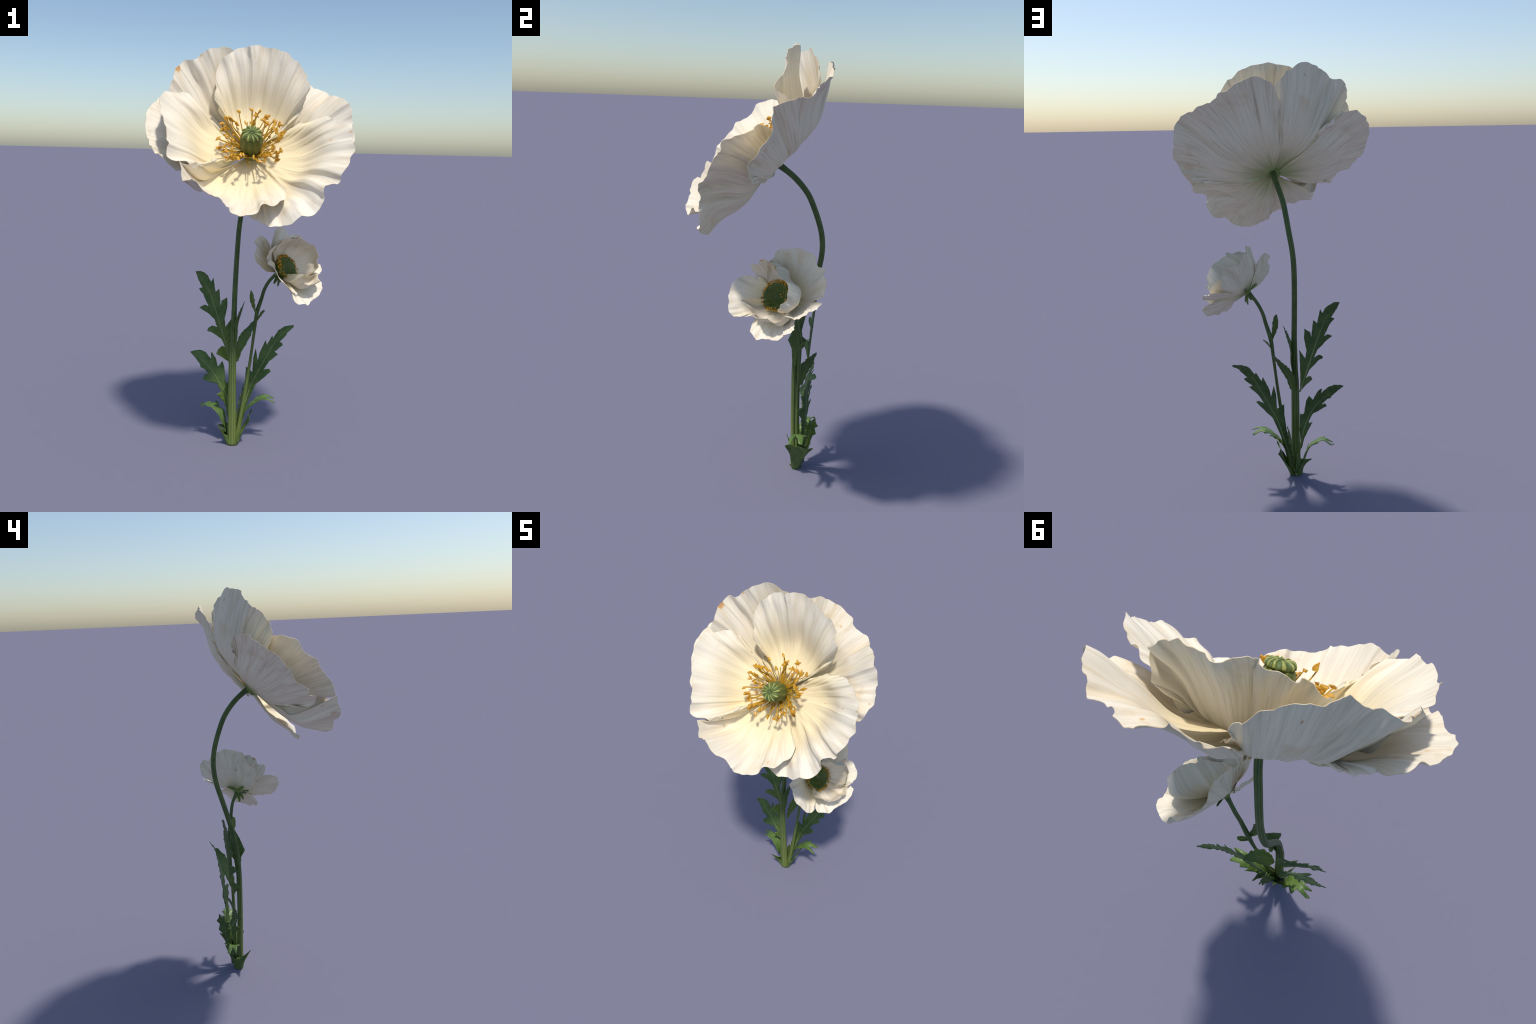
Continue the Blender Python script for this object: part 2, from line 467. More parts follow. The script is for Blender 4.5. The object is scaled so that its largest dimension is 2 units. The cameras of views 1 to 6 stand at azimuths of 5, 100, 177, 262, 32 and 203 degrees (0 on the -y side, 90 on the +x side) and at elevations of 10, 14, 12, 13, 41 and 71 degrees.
# small bloom
SMALL = dict(
    fold=[(-.07, .05, .06), (-.064, .103, .104), (-.032, .124, .137), (.005, .111, .168), (.031, .101, .172), (.042, .086, .181), (.075, .059, .185), (.115, .035, .177),
          (.13, .002, .165), (.127, -.025, .155), (.107, -.057, .152), (.06, -.065, .09)],
    crown=[(-.05, .09, .05), (-.081, .122, .08), (-.073, .138, .089), (-.059, .153, .093), (-.051, .171, .108), (-.036, .187, .108), (-.016, .193, .111), (.007, .198, .112),
           (.03, .202, .108), (.053, .21, .097), (.073, .214, .083), (.093, .214, .073), (.125, .201, .064), (.141, .165, .052),
           (.16, .163, .06), (.187, .155, .067), (.206, .133, .08), (.218, .116, .066), (.221, .09, .057), (.219, .06, .052),
           (.212, .04, .052), (.185, .025, .05), (.15, .015, .038), (.1, .0, .02)],
    back=[(-.045, .09, .03), (-.016, .132, .03), (-.026, .162, .033), (-.051, .181, .047), (-.078, .187, .042), (-.096, .18, .032), (-.109, .166, .026), (-.122, .15, .026),
          (-.13, .135, .015), (-.125, .119, .001), (-.124, .096, -.007), (-.118, .071, -.011), (-.08, .024, -.008)],
    upper=[(.02, .085, .15), (.018, .103, .185), (-.019, .112, .169), (-.059, .118, .154), (-.095, .117, .134), (-.112, .104, .106), (-.139, .097, .116), (-.151, .09, .106),
           (-.152, .08, .088), (-.143, .067, .065), (-.12, .045, .045)],
    left=[(-.06, .03, .025), (-.098, .055, .042), (-.138, .054, .067), (-.159, .05, .08), (-.178, .045, .092), (-.192, .032, .102), (-.198, -.009, .12),
          (-.195, -.054, .116), (-.179, -.089, .118), (-.165, -.115, .123), (-.147, -.132, .125), (-.125, -.145, .117), (-.097, -.137, .102),
          (-.06, -.115, .075), (-.02, -.07, .04)],
    bottom=[(-.045, -.09, .05), (-.062, -.14, .062), (-.06, -.178, .059), (-.043, -.189, .059), (-.014, -.2, .069), (.008, -.201, .072), (.035, -.196, .076), (.065, -.19, .08),
            (.095, -.185, .081), (.118, -.172, .092), (.138, -.159, .103), (.155, -.143, .103), (.168, -.128, .101), (.171, -.117, .091),
            (.15, -.09, .075), (.08, -.045, .03)],
    tongue=[(.09, -.07, .085), (.133, -.088, .12), (.157, -.084, .112), (.169, -.085, .107), (.179, -.078, .11), (.191, -.071, .112), (.204, -.062, .112), (.217, -.049, .109),
            (.222, -.035, .108), (.232, -.02, .09), (.227, .022, .05), (.15, .015, .02)],
    cup=[(-.05, -.03, .06), (-.066, -.055, .13), (-.078, -.078, .175), (-.07, -.085, .158), (-.052, -.098, .14), (-.031, -.107, .131), (-.011, -.122, .133), (.015, -.126, .147), (.044, -.125, .151),
         (.072, -.121, .14), (.098, -.118, .128), (.116, -.098, .125), (.128, -.074, .123), (.09, -.04, .06)])
SMALL_BEND = dict(
    fold=((.018, .006), [.05, .075, .095, .10, .08], [.9, 1.0, 1.15, 1.15, 1.0]),
    crown=((.015, .0), [.03, .034, .03, .022, .012], .6),
    back=((.015, -.004), [.015, .016, .012, -.004, -.008], .6),
    upper=((.018, .003), [.075, .075, .06, .04, .03], [1.0, .95, .75, .65, .65]),
    left=((.018, .0), [.028, .062, .074, .068, .04], .6),
    bottom=((.016, .0), [.042, .048, .052, .056, .04], .6),
    tongue=((.018, .0), [.065, .06, .05, .034, .02], .62),
    cup=((.02, .003), [.06, .075, .075, .07, .06], [.85, .9, .92, .92, .9]))
SMALL_STAINS = dict(fold=[(-.02, .12, .155, .012, SCORCH), (.10, .04, .18, .013, SCORCH)],
                    upper=[(-.085, .117, .14, .013, SCORCH)], crown=[])


def grow_pod(parent, mat_frame):
    """barrel-shaped seed pod with a rayed, scalloped cap"""
    seg, prof = 110, [(.022, .018), (.034, .024), (.044, .042), (.0495, .068), (.0515, .092), (.050, .115), (.0455, .135), (.040, .145)]
    prof = catmull([(a, b, 0) for a, b in prof], 26)
    V, F, M = [], [], []
    for r, h, _ in prof:
        for j in range(seg):
            w = 2 * math.pi * j / seg
            q = r * (1 + .018 * math.cos(11 * w + .6) + .012 * float(noise2(w, h, 71, .5, .03)))
            V.append((q * math.cos(w), q * math.sin(w), h))
    for k in range(len(prof) - 1):
        for j in range(seg):
            a, b = k * seg + j, k * seg + (j + 1) % seg
            F.append((a, b, b + seg, a + seg))
            M.append(1 if math.cos(11 * (2 * math.pi * (j + .5) / seg) + .6) > .45 else 0)
    F.append(tuple(range(seg))[::-1]); M.append(0)
    F.append(tuple((len(prof) - 1) * seg + j for j in range(seg))); M.append(0)
    lean = Matrix.Identity(4)
    lean[1][2], lean[0][2] = -.13, .01              # the pod nods a little
    pod_me = make_mesh("seed_pod", V, F, [POD_BODY, POD_STRIPE], M)
    pod_me.transform(lean)
    pod = make_obj("seed_pod", pod_me, parent)
    # cap: eleven rays on a scalloped plate
    n, seg = 11, 132
    rows = [(.0, .162), (.006, .1635), (.013, .165), (.022, .1665), (.031, .166), (.038, .163), (.0425, .157), (.0435, .150), (.040, .146), (.02, .145)]
    V, F, M = [(0, 0, rows[0][1])], [], []
    for i, (r, h) in enumerate(rows[1:]):
        for j in range(seg):
            w = 2 * math.pi * j / seg
            ray = math.cos(n * w)
            q = r * (1 + .055 * ray * min(1, (r / .035)) ** 2 if i < 7 else 1)
            up = .0032 * max(ray, -.4) * min(1, r / .015) if i < 6 else 0
            rough = .0016 * float(noise2(q * math.cos(w), q * math.sin(w), 61, .008, .008)) * min(1, r / .01)
            w2 = w + .10 * math.sin(3 * w + 1) * min(1, r / .03) + .25 * r / .04
            V.append((q * math.cos(w2), q * math.sin(w2), h + up + rough))
    for j in range(seg):
        F.append((0, 1 + j, 1 + (j + 1) % seg)); M.append(0)
    for i in range(len(rows) - 2):
        for j in range(seg):
            a, b = 1 + i * seg + j, 1 + i * seg + (j + 1) % seg
            F.append((a, a + seg, b + seg, b))
            w = 2 * math.pi * (j + .5) / seg
            M.append(1 if abs(math.cos(n * w / 2)) > .90 and 1 <= i < 6 else 0)
    F.append(tuple(1 + (len(rows) - 2) * seg + j for j in range(seg))); M.append(0)
    cap = make_mesh("pod_cap", V, F, [CAP_DARK, CAP_LIGHT], M)
    cap.transform(lean)
    fix_normals(cap)
    make_obj("pod_cap", cap, parent)
    return pod


def lump(rng, size, squeeze=(1, .6, .5), n=11):
    """angular crumb: convex hull of scattered points"""
    bm = bmesh.new()
    for _ in range(n):
        v = unit(rng.normal(size=3)) * rng.uniform(.75, 1.1)
        bm.verts.new(tuple(v[i] * size * squeeze[i] for i in range(3)))
    bmesh.ops.convex_hull(bm, input=bm.verts)
    for v in [v for v in bm.verts if not v.link_faces]:
        bm.verts.remove(v)
    bm.verts.index_update()
    V = [tuple(v.co) for v in bm.verts]
    F = [[v.index for v in f.verts] for f in bm.faces]
    bm.free()
    return V, F


def stamen_mesh(k):
    rng = np.random.default_rng(100 + k)
    tip = np.array([rng.uniform(.082, .105), rng.uniform(-.012, .012), rng.uniform(.075, .10)])
    P = catmull([(0, 0, 0), tip * np.array([.42, .3, .36]) + np.array([rng.uniform(-.006, .006), rng.uniform(-.010, .010), rng.uniform(-.008, .006)]),
                 tip * np.array([.8, .8, .74]) + np.array([rng.uniform(-.008, .008), rng.uniform(-.009, .009), rng.uniform(-.009, .009)]), tip], 14)
    w = np.linspace(1, .62, 14) * rng.uniform(.0026, .0046)
    V, F, S = tube(P, w, w * .7, 5, side=(0, 1, 0))
    M = [0] * len(F)
    if k != 5:                                     # one bare filament among the kinds
        for q in range(1 if k % 3 else 2):
            v, f = lump(rng, rng.uniform(.015, .0245), (1, rng.uniform(.36, .58), .44), 10)
            R = Matrix.Rotation(rng.uniform(-1.2, 1.2), 3, 'Z') @ Matrix.Rotation(rng.uniform(-1.2, .3), 3, 'Y')
            off = tip + rng.uniform(-.005, .005, 3)
            o = len(V)
            V += [np.array(R @ Vector(p)) + off for p in v]
            F += [tuple(o + i for i in g) for g in f]
            M += [1] * len(f)
    return make_mesh("stamen", V, F, [FILAMENT, ANTHER], M, smooth=False)


# ------------------------------------------------------------- the plant
plant = bpy.data.objects.new("poppy_plant", None)
plant.empty_display_size = .1
COL.objects.link(plant)
plant["label"] = "white poppy with golden stamens, smaller second bloom, lobed leaves"
plant["category"] = "flower"


def stem_mesh(name, path, radii, seg, ribs, nrib, n):
    path = catmull(path, n)
    s = np.linspace(0, 1, n)
    rx = np.interp(s, radii[0], radii[1])
    ry = np.interp(s, radii[0], radii[2])
    V, F, S = tube(path, rx, ry, seg, ribs, nrib, side=(1, 0, 0))
    M = []
    for j in S:
        c = math.cos(nrib * 2 * math.pi * (j + .5) / seg)
        M.append(1 if c > .55 else (2 if c < -.45 else 0))
    me = make_mesh(name, V, F, [STEM_MID, STEM_RIDGE, STEM_GROOVE], M)
    fix_normals(me)
    return me


stem = make_obj("stem", stem_mesh(
    "stem",
    [(-.083, .219, .0), (-.083, .208, .15), (-.084, .201, .30), (-.084, .197, .44), (-.083, .196, .57), (-.081, .205, .70), (-.081, .230, .824),
     (-.080, .260, .938), (-.078, .286, 1.035), (-.074, .296, 1.113), (-.067, .293, 1.176), (-.057, .280, 1.236), (-.046, .254, 1.310), (-.034, .222, 1.378),
     (-.014, .170, 1.442), (.0, .112, 1.489), (.003, .065, 1.515)],
    ((0, .06, .12, .20, .30, .34, .45, .7, .95, 1), (.0255, .0225, .0205, .0195, .0185, .0148, .0130, .0122, .0128, .016),
     (.0215, .0175, .015, .0145, .0145, .0138, .0130, .0122, .0128, .016)), 72, .035, 9, 150), plant)

stem_small = make_obj("stem", stem_mesh(
    "thin_stem",
    [(-.064, .226, .0), (-.039, .230, .16), (-.015, .226, .319), (.005, .226, .467), (.020, .227, .60), (.033, .225, .711), (.056, .211, .791),
     (.068, .204, .835), (.090, .192, .880), (.122, .168, .920), (.146, .152, .940)],
    ((0, .15, .3, .55, .68, .74, .82, .95, 1), (.013, .0105, .0088, .0068, .0085, .0105, .0088, .0080, .012),
     (.013, .0105, .0088, .0068, .0085, .0105, .0088, .0080, .012)), 56, .04, 7, 90), plant)

# receptacles carry the blooms
F_BIG = frame((0, .06, 1.51), (.08, -.765, .64))
F_SMALL = frame((.14, .155, .935), (.74, -.42, .52))


def receptacle(name, mat, r, h, axis_mat):
    prof = [(r * .5, -h), (r * .85, -h * .6), (r, -h * .1), (r * .9, h * .3), (r * .5, h * .5)]
    V, F = [], []
    for a, b in prof:
        for j in range(28):
            w = 2 * math.pi * j / 28
            V.append((a * math.cos(w), a * math.sin(w), b))
    for k in range(len(prof) - 1):
        for j in range(28):
            a, b = k * 28 + j, k * 28 + (j + 1) % 28
            F.append((a, b, b + 28, a + 28))
    F.append(tuple(range(28))[::-1])
    F.append(tuple((len(prof) - 1) * 28 + j for j in range(28)))
    return make_obj(name, make_mesh(name, V, F, [mat]), plant, axis_mat)


bloom = receptacle("flower", STEM_MID, .040, .038, F_BIG)
bloom_small = receptacle("flower", STEM_MID, .017, .018, F_SMALL)

for i, (k, rim) in enumerate(BIG.items()):
    base, mid, fm = BIG_BEND[k]
    mats = [petal_material("petal_face_" + k, .45, True, i * 3.1, STAINS.get(k, ())),
            petal_material("petal_back_" + k, .45, False, i * 3.1 + 1.3, STAINS_UNDER.get(k, ()))]
    mats.append(RIM_TAN)
    petal("petal", rim, base, mid, fm, 40 + i * 9, mats, bloom, .0016, pleat=.013, crumple=.008)
for i, (k, rim) in enumerate(SMALL.items()):
    base, mid, fm = SMALL_BEND[k]
    mats = [petal_material("small_petal_face_" + k, .12 if k in ("fold", "upper", "cup") else .2, True, i * 2.3 + 50, SMALL_STAINS.get(k, ())),
            petal_material("small_petal_back_" + k, .2, False, i * 2.3 + 61, SMALL_STAINS.get(k, ()))]
    mats.append(RIM_TAN)
    petal("petal", rim, base, mid, fm, 300 + i * 9, mats, bloom_small, .0011, pleat=.0055, crumple=.0018, nu=150, nv=30)

grow_pod(bloom, F_BIG)

kinds = [stamen_mesh(k) for k in range(9)]
rng = np.random.default_rng(77)
N_ST = 78
for i in range(N_ST):
    a = 2 * math.pi * (i + rng.uniform(-.45, .45)) / N_ST
    a += .12 * math.sin(9 * a + .8)                     # loose clumps
    s = rng.uniform(.92, 1.22) if rng.random() < .62 else rng.uniform(.55, .9)
    r0 = rng.uniform(.030, .042)
    m = (Matrix.Rotation(a, 4, 'Z') @ Matrix.Translation((r0, 0, .018 + rng.uniform(0, .006)))
         @ Matrix.Rotation(rng.uniform(-.22, .16), 4, 'Y') @ Matrix.Rotation(rng.uniform(-.5, .5), 4, 'X') @ Matrix.Scale(s, 4))
    make_obj("stamen", kinds[int(rng.integers(0, 9))], bloom, m)

# small bloom's green disc with its ring of crumbs
seg = 96
rows = [(0, .026), (.004, .0275), (.015, .031), (.028, .038), (.040, .048), (.049, .058), (.0545, .0635), (.0585, .0630), (.060, .054), (.055, .024), (.025, .004)]
V, F, M = [(0, 0, rows[0][1])], [], []
for r, h in rows[1:]:
    for j in range(seg):
        w = 2 * math.pi * j / seg
        q = r * (1 + .03 * math.sin(2 * w + .7) + .012 * math.cos(12 * w))
        V.append((q * math.cos(w), q * math.sin(w), h + .0008 * math.cos(12 * w) * min(1, r / .02)))
for j in range(seg):
    F.append((0, 1 + j, 1 + (j + 1) % seg)); M.append(0)
for i in range(len(rows) - 2):
    for j in range(seg):
        a, b = 1 + i * seg + j, 1 + i * seg + (j + 1) % seg
        F.append((a, a + seg, b + seg, b))
        M.append(1 if math.cos(12 * 2 * math.pi * (j + .5) / seg) > .8 and 1 < i < 5 else 0)
F.append(tuple(1 + (len(rows) - 2) * seg + j for j in range(seg))); M.append(0)
me = make_mesh("seed_disc", V, F, [DISC_GREEN, DISC_RAY], M)
fix_normals(me)
make_obj("seed_disc", me, bloom_small)
V, F, M = [], [], []
for i in range(240):
    a = rng.uniform(0, 2 * math.pi)
    r = rng.uniform(.0575, .0715)
    h = .0645 + rng.uniform(-.012, .005)
    v, f = lump(rng, rng.uniform(.0040, .0072), (1, .75, .7), 9)
    R = Matrix.Rotation(rng.uniform(0, 6.3), 3, Vector(rng.normal(size=3)))
    o = len(V)
    V += [np.array(R @ Vector(p)) + np.array([r * math.cos(a), r * math.sin(a), h]) for p in v]
    F += [tuple(o + j for j in g) for g in f]
    M += [int(rng.integers(0, 3) == 0)] * len(f)
for (x, y, h, s) in [(.006, .013, .033, .0075), (.012, .006, .032, .0045), (-.024, .02, .041, .0026), (.020, .026, .042, .003), (.010, -.034, .046, .0026), (-.03, -.015, .043, .0024)]:
    v, f = lump(rng, s, (1, .8, .6), 9)
    o = len(V)
    V += [np.array(p) + np.array([x, y, h]) for p in v]
    F += [tuple(o + j for j in g) for g in f]
    M += [0] * len(f)
ring = make_obj("stamen_ring", make_mesh("stamen_ring", V, F, [ANTHER, plain_material("stamen_ring_olive", (.20, .19, .03), (.34, .28, .05), 80)], M, smooth=False), bloom_small)
ring["kind"] = "stuff"

# sepals hanging behind the small bloom
for k, (a, ln, dr) in enumerate([(-1.7, .045, -.028), (-2.3, .040, -.024), (-1.2, .034, -.018), (2.4, .05, -.004), (.6, .05, -.004)]):
    t = np.linspace(0, 1, 10)[:, None]
    u = np.linspace(-1, 1, 7)[None, :]
    wid = .010 * (.55 + 1.1 * t - 1.25 * t ** 2.5)
    along = .012 + ln * t
    x = along * math.cos(a) - wid * u * math.sin(a)
    y = along * math.sin(a) + wid * u * math.cos(a)
    z = -.006 + dr * t ** 1.3 + .003 * (u ** 2) + 0 * t
    make_obj("sepal", sheet("sepal", np.stack([x, y, z], 2), .0016, [LEAF_TOP, LEAF_UNDER]), bloom_small)


# ------------------------------------------------------------------- leaves
def leaf(o, tip, up, kp, kn, mid, edge, mats, rib=.0032, wave=.0025, seed=1, step=.009, thick=.0022):
    """Lobed leaf. Its plan (edge) lies in a frame running from foot to tip; the blade
    follows the curved midrib and its halves tilt by the slopes kp, kn."""
    O = np.array(o, float)
    X = unit(np.array(tip, float) - O)
    Z = np.array(up, float)
    Z = unit(Z - X * (Z @ X))
    Y = np.cross(Z, X)
    kp = kp if isinstance(kp, tuple) else (kp, kp)
    kn = kn if isinstance(kn, tuple) else (kn, kn)
    mid = np.array(mid, float)
    mc = catmull(mid, 60)
    order = np.argsort(mc[:, 0])
    mx, my, mz = mc[order].T

    def height(x, y):
        d = y - np.interp(x, mx, my)
        s = np.sqrt(d * d + .004 ** 2) - .004
        a = x / mx[-1]
        fold = lambda k: np.interp(a, np.linspace(.08, 1, len(k)), k)
        z = np.interp(x, mx, mz) + np.where(d > 0, fold(kp), fold(kn)) * s
        z = z + wave * noise2(x, y, seed, .03, .02) * np.clip(np.abs(d) / .02, 0, 1)
        return z + .0022 * np.sin((x - np.abs(d) * .9) * 230) * np.clip(np.abs(d) / .015, 0, 1)   # side veins

    E = np.array(edge, float)
    n = len(E)
    # densify the outline
    pts = []
    for a, b in zip(E, np.roll(E, -1, axis=0)):
        k = max(1, int(np.linalg.norm(b - a) / step))
        pts += [a + (b - a) * j / k for j in range(k)]
    ring_n = len(pts)
    lo, hi = E.min(0), E.max(0)
    rng = np.random.default_rng(seed)
    inner = []
    xs, ys = np.arange(lo[0], hi[0], step * .8), np.arange(lo[1], hi[1], step * .8)
    R = np.array(pts)

    def inside(p):
        a, b = R, np.roll(R, -1, axis=0)
        c = ((a[:, 1] > p[1]) != (b[:, 1] > p[1]))
        with np.errstate(divide='ignore', invalid='ignore'):
            xx = (b[:, 0] - a[:, 0]) * (p[1] - a[:, 1]) / (b[:, 1] - a[:, 1]) + a[:, 0]
        return (np.sum(c & (p[0] < xx)) % 2) == 1
    for x in xs:
        for y in list(ys) + [float(np.interp(x, mx, my))]:
            p = np.array([x, y])
            if inside(p) and np.min(np.linalg.norm(R - p, axis=1)) > step * .45:
                inner.append(p)
    allp = [Vector(p) for p in pts] + [Vector(p) for p in inner]
    edges = [(i, (i + 1) % ring_n) for i in range(ring_n)]
    v2, _, f2, _, _, _ = delaunay_2d_cdt(allp, edges, [list(range(ring_n))], 1, 1e-6)
    P2 = np.array([tuple(v) for v in v2])
    H = height(P2[:, 0], P2[:, 1])
    P3 = O + P2[:, :1] * X + P2[:, 1:] * Y + H[:, None] * Z
    # local coordinates: x along the leaf
    L3 = np.column_stack([P2, H])
    me = bpy.data.meshes.new("leaf")
    bm = bmesh.new()
    vs = [bm.verts.new(tuple(p)) for p in L3]
    for f in f2:
        try:
            bm.faces.new([vs[i] for i in f])
        except ValueError:
            pass
    bmesh.ops.recalc_face_normals(bm, faces=bm.faces)
    if sum(f.normal.z for f in bm.faces) < 0:
        bmesh.ops.reverse_faces(bm, faces=bm.faces)
    bm.normal_update()
    top = list(bm.faces)
    geo = bmesh.ops.duplicate(bm, geom=bm.verts[:] + bm.edges[:] + bm.faces[:])
    low = [g for g in geo["geom"] if isinstance(g, bmesh.types.BMFace)]
    vmap = geo["vert_map"]
    nor = {v: v.normal.copy() for v in vs}
    bound = [e for e in bm.edges if len(e.link_faces) == 1 and e.link_faces[0] in set(top)]
    for v in vs:
        w = vmap[v]
        w.co = v.co - nor[v] * thick
    bmesh.ops.reverse_faces(bm, faces=low)
    for f in low:
        f.material_index = 1
    for e in bound:
        a, b = e.link_loops[0].vert, e.link_loops[0].link_loop_next.vert
        try:
            bm.faces.new((b, a, vmap[a], vmap[b]))
        except ValueError:
            pass
    for f in bm.faces:
        f.smooth = True
    bm.to_mesh(me)
    bm.free()
    for m in mats:
        me.materials.append(m)
    M = Matrix((Vector(X), Vector(Y), Vector(Z))).transposed().to_4x4()
    M.translation = Vector(O)
    ob = make_obj("leaf", me, plant, M)
    # raised rib on both faces
    x = np.linspace(mx[0], mx[-1] * .97, 50)
    rp = np.stack([x, np.interp(x, mx, my), np.interp(x, mx, mz) - thick * .4], 1)
    w = rib * np.linspace(1, .3, 50)
    V, F, S = tube(rp, w, w * .85, 8, side=(0, 1, 0))
    make_obj("midrib", make_mesh("midrib", V, F, [LEAF_RIB]), ob)
    return ob


BLADES = [
    dict(o=[-.104, .225, .44], tip=[-.291, .276, .905], up=[0, -1, 0], kp=(1.2, .75, .55, .4, .2), kn=(.1, .05, .0, -.15, -.35),
         mid=[(0, 0, 0), (.089, -.012, -.017), (.153, -.017, -.014), (.232, -.023, -.01), (.321, -.029, -.006), (.414, -.027, .001), (.504, 0, 0)],
         edge=[(.005, -.001), (.039, .018), (.07, .04), (.088, .024), (.094, .006), (.084, -.005), (.129, -.004), (.158, .013), (.182, .027), (.196, .044), (.208, .037), (.212, .013), (.194, -.005), (.239, -.006), (.285, .016), (.323, .041), (.326, .012), (.311, -.002), (.355, .001), (.379, .001), (.414, .013), (.414, -.006), (.465, .001), (.503, .001), (.496, -.023), (.48, -.039), (.46, -.051), (.424, -.055), (.441, -.074), (.368, -.059), (.377, -.083), (.294, -.059), (.315, -.074), (.322, -.106), (.275, -.089), (.223, -.055), (.181, -.044), (.21, -.087), (.138, -.055), (.062, -.022)]),
    dict(o=[-.1, .235, .13], tip=[-.314, .26, .477], up=[0, -1, 0], kp=(1.2, .8, .6, .45, .25), kn=(.0, -.15, -.28, -.38, -.4),
         mid=[(0, 0, 0), (.104, -.045, -.014), (.164, -.054, .011), (.245, -.057, .014), (.33, -.039, .005), (.408, 0, 0)],
         edge=[(.014, .003), (.067, -.018), (.098, -.021), (.154, -.018), (.148, -.035), (.154, -.042), (.2, -.045), (.218, -.027), (.259, .002), (.274, -.017), (.261, -.033), (.3, -.026), (.316, -.013), (.328, -.017), (.37, -.01), (.409, .001), (.406, -.018), (.393, -.047), (.369, -.067), (.323, -.076), (.35, -.089), (.347, -.095), (.315, -.098), (.271, -.089), (.284, -.122), (.25, -.116), (.191, -.089), (.176, -.088), (.174, -.104), (.108, -.067), (.053, -.028), (.013, -.004)]),
    dict(o=[-.085, .247, 0], tip=[.22, .324, .63], up=[0, -1, 0], kp=(.0, -.08, -.2, -.32, -.4), kn=(2.4, 1.45, .78, .48, .2),
         mid=[(0, 0, 0), (.096, .013, .006), (.17, .026, .008), (.253, .042, .011), (.326, .052, .018), (.401, .053, .021), (.485, .052, .03), (.573, .048, .03), (.652, .028, .023), (.704, 0, 0)],
         edge=[(.028, -.022), (.121, .003), (.234, .028), (.34, .035), (.38, .019), (.442, -.001), (.448, .012), (.428, .034), (.481, .029), (.537, .007), (.539, .027), (.589, .006), (.597, .015), (.594, .027), (.644, .012), (.656, .013), (.694, -.004), (.703, 0), (.677, .038), (.645, .059), (.595, .065), (.604, .075), (.547, .077), (.566, .094), (.492, .091), (.454, .081), (.501, .119), (.454, .108), (.383, .077), (.393, .12), (.335, .094), (.31, .086), (.25, .065), (.18, .048), (.094, .03), (.017, .01)]),
    dict(o=[-.068, .226, .444], tip=[.015, .299, .648], up=[-.5, -.5, .6], kp=.1, kn=.1,
         mid=[(0, 0, 0), (.033, .003, .008), (.072, .004, .016), (.118, -.001, .017), (.171, -.004, .013), (.232, 0, 0)],
         edge=[(0, .013), (.05, .026), (.095, .036), (.125, .038), (.17, .028), (.187, .018), (.215, .014), (.244, 0), (.235, -.016), (.21, -.020), (.192, -.032), (.175, -.028), (.155, -.040), (.13, -.033), (.10, -.036), (.073, -.024), (.011, -.014)]),
    # bract clasping the thick stem above the node
    dict(o=[-.079, .196, .50], tip=[-.030, .203, .775], up=[-1, .1, 0], kp=.25, kn=.25,
         mid=[(0, 0, 0), (.08, .0, .0), (.15, .002, .010), (.21, .0, .006), (.279, 0, 0)],
         edge=[(0, .010), (.06, .013), (.115, .016), (.150, .036), (.185, .042), (.205, .026), (.235, .022), (.25, .012), (.279, 0), (.25, -.012), (.225, -.024), (.195, -.034), (.165, -.045), (.125, -.022), (.06, -.014), (0, -.010)]),
    # bracts on the thin stem
    dict(o=[.034, .221, .700], tip=[.003, .200, .835], up=[-.5, -.4, .25], kp=.2, kn=.2,
         mid=[(0, 0, 0), (.05, 0, .006), (.1, 0, .004), (.137, 0, 0)],
         edge=[(0, .006), (.04, .013), (.075, .020), (.11, .016), (.137, .004), (.125, -.013), (.09, -.020), (.045, -.013), (0, -.006)]),
    dict(o=[.034, .228, .672], tip=[.069, .250, .722], up=[-.4, -.3, .8], kp=.1, kn=.1,
         mid=[(0, 0, 0), (.03, 0, .003), (.065, 0, 0)],
         edge=[(0, .005), (.03, .010), (.05, .011), (.065, .003), (.062, -.008), (.035, -.011), (0, -.005)]),
]
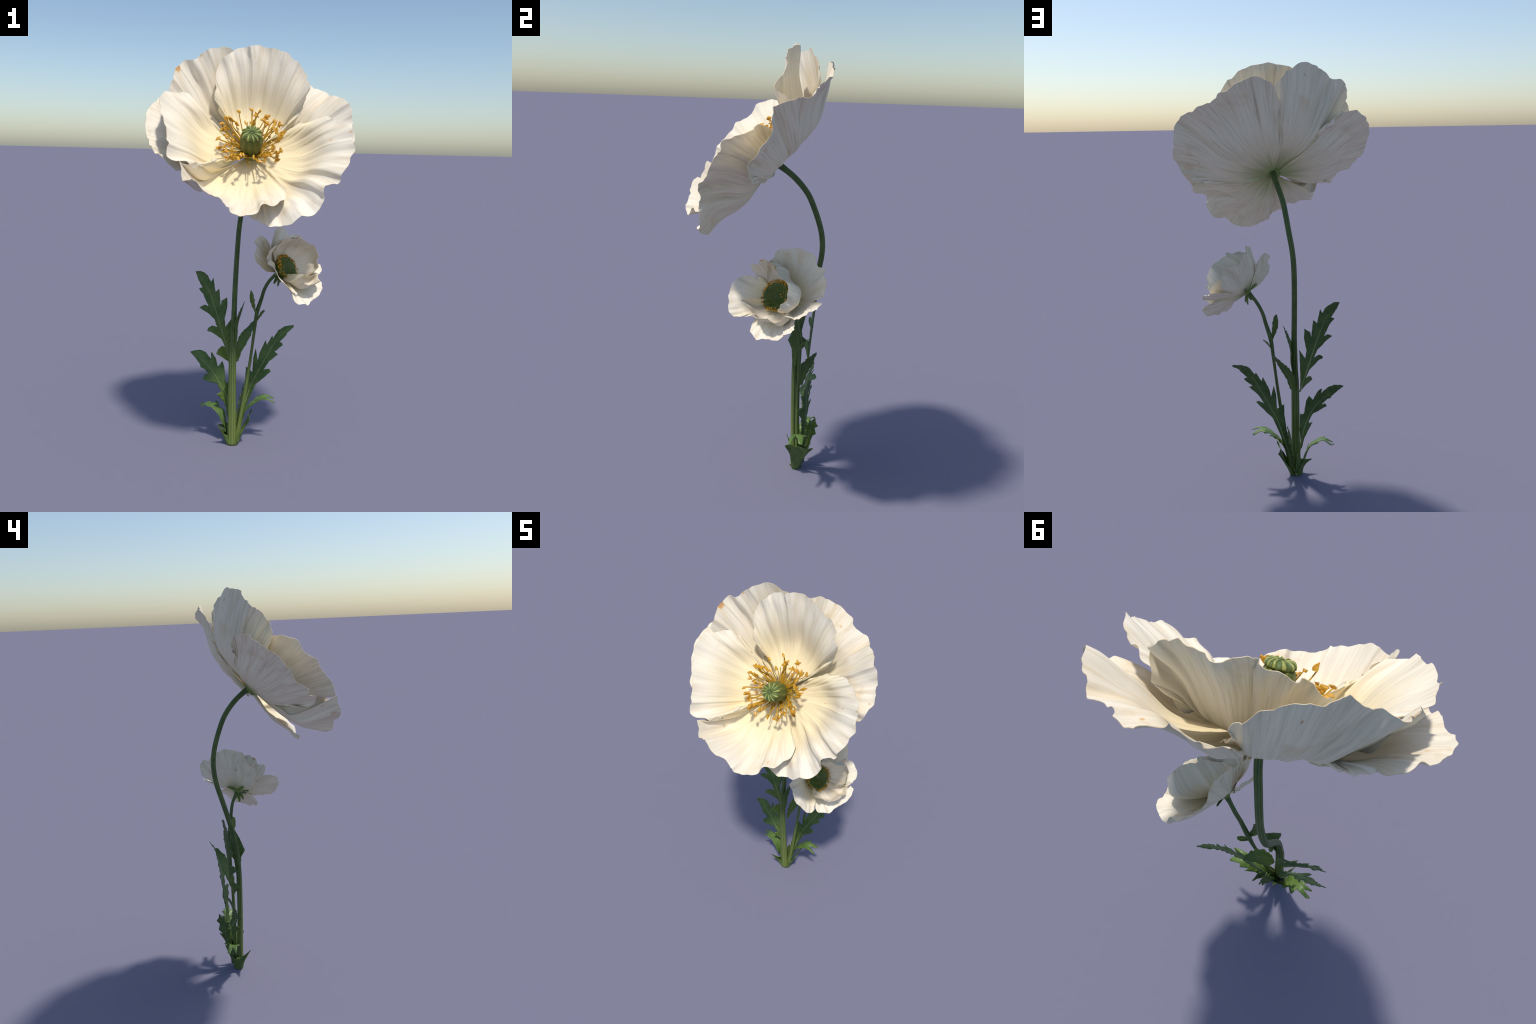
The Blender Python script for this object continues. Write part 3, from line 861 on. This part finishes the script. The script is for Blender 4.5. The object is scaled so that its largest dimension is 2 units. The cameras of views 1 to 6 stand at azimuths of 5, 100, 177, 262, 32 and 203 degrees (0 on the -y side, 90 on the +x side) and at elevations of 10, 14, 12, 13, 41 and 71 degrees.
YOUNG = [
    # upright young leaf behind the stems, seen edge-on from the front
    dict(o=[-.070, .243, .04], tip=[-.036, .310, .300], up=[1, -.1, .25], kp=.25, kn=.25,
         mid=[(0, 0, 0), (.09, 0, -.008), (.18, 0, -.006), (.23, 0, .0), (.27, 0, 0)],
         edge=[(0, .009), (.08, .011), (.14, .017), (.165, .034), (.18, .022), (.215, .038), (.218, .018), (.25, .022), (.245, .010), (.272, .0), (.25, -.009), (.235, -.027), (.215, -.014), (.185, -.030), (.165, -.017), (.12, -.016), (.07, -.011), (0, -.009)]),
    dict(o=[-.088, .245, .02], tip=[-.26, .277, .179], up=[-.3, 0, 1], kp=.12, kn=.12,
         mid=[(0, 0, 0), (.074, -.006, .03), (.106, -.003, .048), (.139, .003, .061), (.169, .005, .061), (.193, .006, .057), (.221, .007, .042), (.236, 0, 0)],
         edge=[(-.001, -.012), (.033, -.002), (.079, .017), (.082, .035), (.146, .033), (.187, .028), (.201, .033), (.221, .034), (.216, .024), (.235, .027), (.236, .021), (.222, .002), (.247, -.007), (.234, -.02), (.2, -.013), (.196, -.046), (.161, -.023), (.131, -.037), (.075, -.018), (.012, -.018)]),
    dict(o=[-.078, .25, .03], tip=[.13, .264, .245], up=[-.3, 0, 1], kp=-.15, kn=-.15,
         mid=[(0, 0, 0), (.139, .001, .058), (.159, -.008, .064), (.2, -.010, .07), (.251, -.009, .063), (.285, -.004, .039), (.299, 0, 0)],
         edge=[(.0, -.01), (.10, -.012), (.162, -.028), (.222, -.042), (.257, -.046), (.299, -.056), (.302, -.05), (.288, -.034), (.276, -.029), (.297, -.012), (.304, .003), (.299, .009), (.277, .009), (.274, .025), (.236, .012), (.249, .032), (.199, .018), (.150, .016), (.093, .012), (0, .01)]),
]
for i, d in enumerate(BLADES):
    leaf(mats=[LEAF_TOP, LEAF_UNDER], seed=i + 1, rib=.0044 if i < 3 else .0026, wave=.003 if i < 3 else .0015, **d)
for i, d in enumerate(YOUNG):
    leaf(mats=[LEAF_YOUNG, LEAF_YOUNG_UNDER], seed=i + 31, rib=.003, **d)


def sheath(base, rim, mats):
    """short toothed leaf that clasps the foot of the stems"""
    n = 60
    B, R = catmull(base, n), catmull(rim, n)
    S = R.copy()
    for _ in range(160):
        S[1:-1] = .5 * S[1:-1] + .25 * (S[:-2] + S[2:])
    t = np.linspace(0, 1, 22)[:, None, None]
    G = B[None] * (1 - t) + S[None] * t + (R - S)[None] * t ** 3.5
    T = np.linspace(0, 1, 22)[:, None]
    N = np.cross(np.gradient(G, axis=1), np.gradient(G, axis=0))
    N /= np.maximum(np.linalg.norm(N, axis=2, keepdims=True), 1e-9)
    G = G + N * (.003 * noise2(np.linspace(0, .25, n)[None], T * .12, 9, .02, .03) * T)[..., None]
    return make_obj("clasping_leaf", sheet("clasping_leaf", G, .0025, mats), plant)


SHEATH = green_material("clasping_leaf_green", (.055, .10, .025), (.095, .145, .038), 30, .5, .3)
SHEATH_IN = green_material("clasping_leaf_inside", (.065, .115, .028), (.11, .165, .042), 30, .5, .3)
sheath([(-.072, .203, .0), (-.056, .209, .0), (-.052, .222, .0), (-.056, .236, .0), (-.074, .242, .0)],
       [(-.036, .203, .08), (-.008, .205, .130), (.012, .176, .157), (.006, .200, .166), (-.002, .222, .156), (.001, .262, .152), (.006, .285, .152),
        (.011, .310, .162), (.002, .284, .138), (-.022, .266, .10)], [SHEATH_IN, SHEATH])
sheath([(-.072, .245, .0), (-.092, .246, .0), (-.110, .234, .0), (-.111, .212, .0), (-.095, .200, .0)],
       [(-.080, .274, .095), (-.083, .290, .142), (-.104, .268, .105), (-.125, .256, .092), (-.162, .249, .090), (-.122, .236, .076), (-.116, .215, .070), (-.132, .192, .092),
        (-.156, .160, .130), (-.126, .188, .072), (-.104, .205, .05)], [SHEATH_IN, SHEATH])
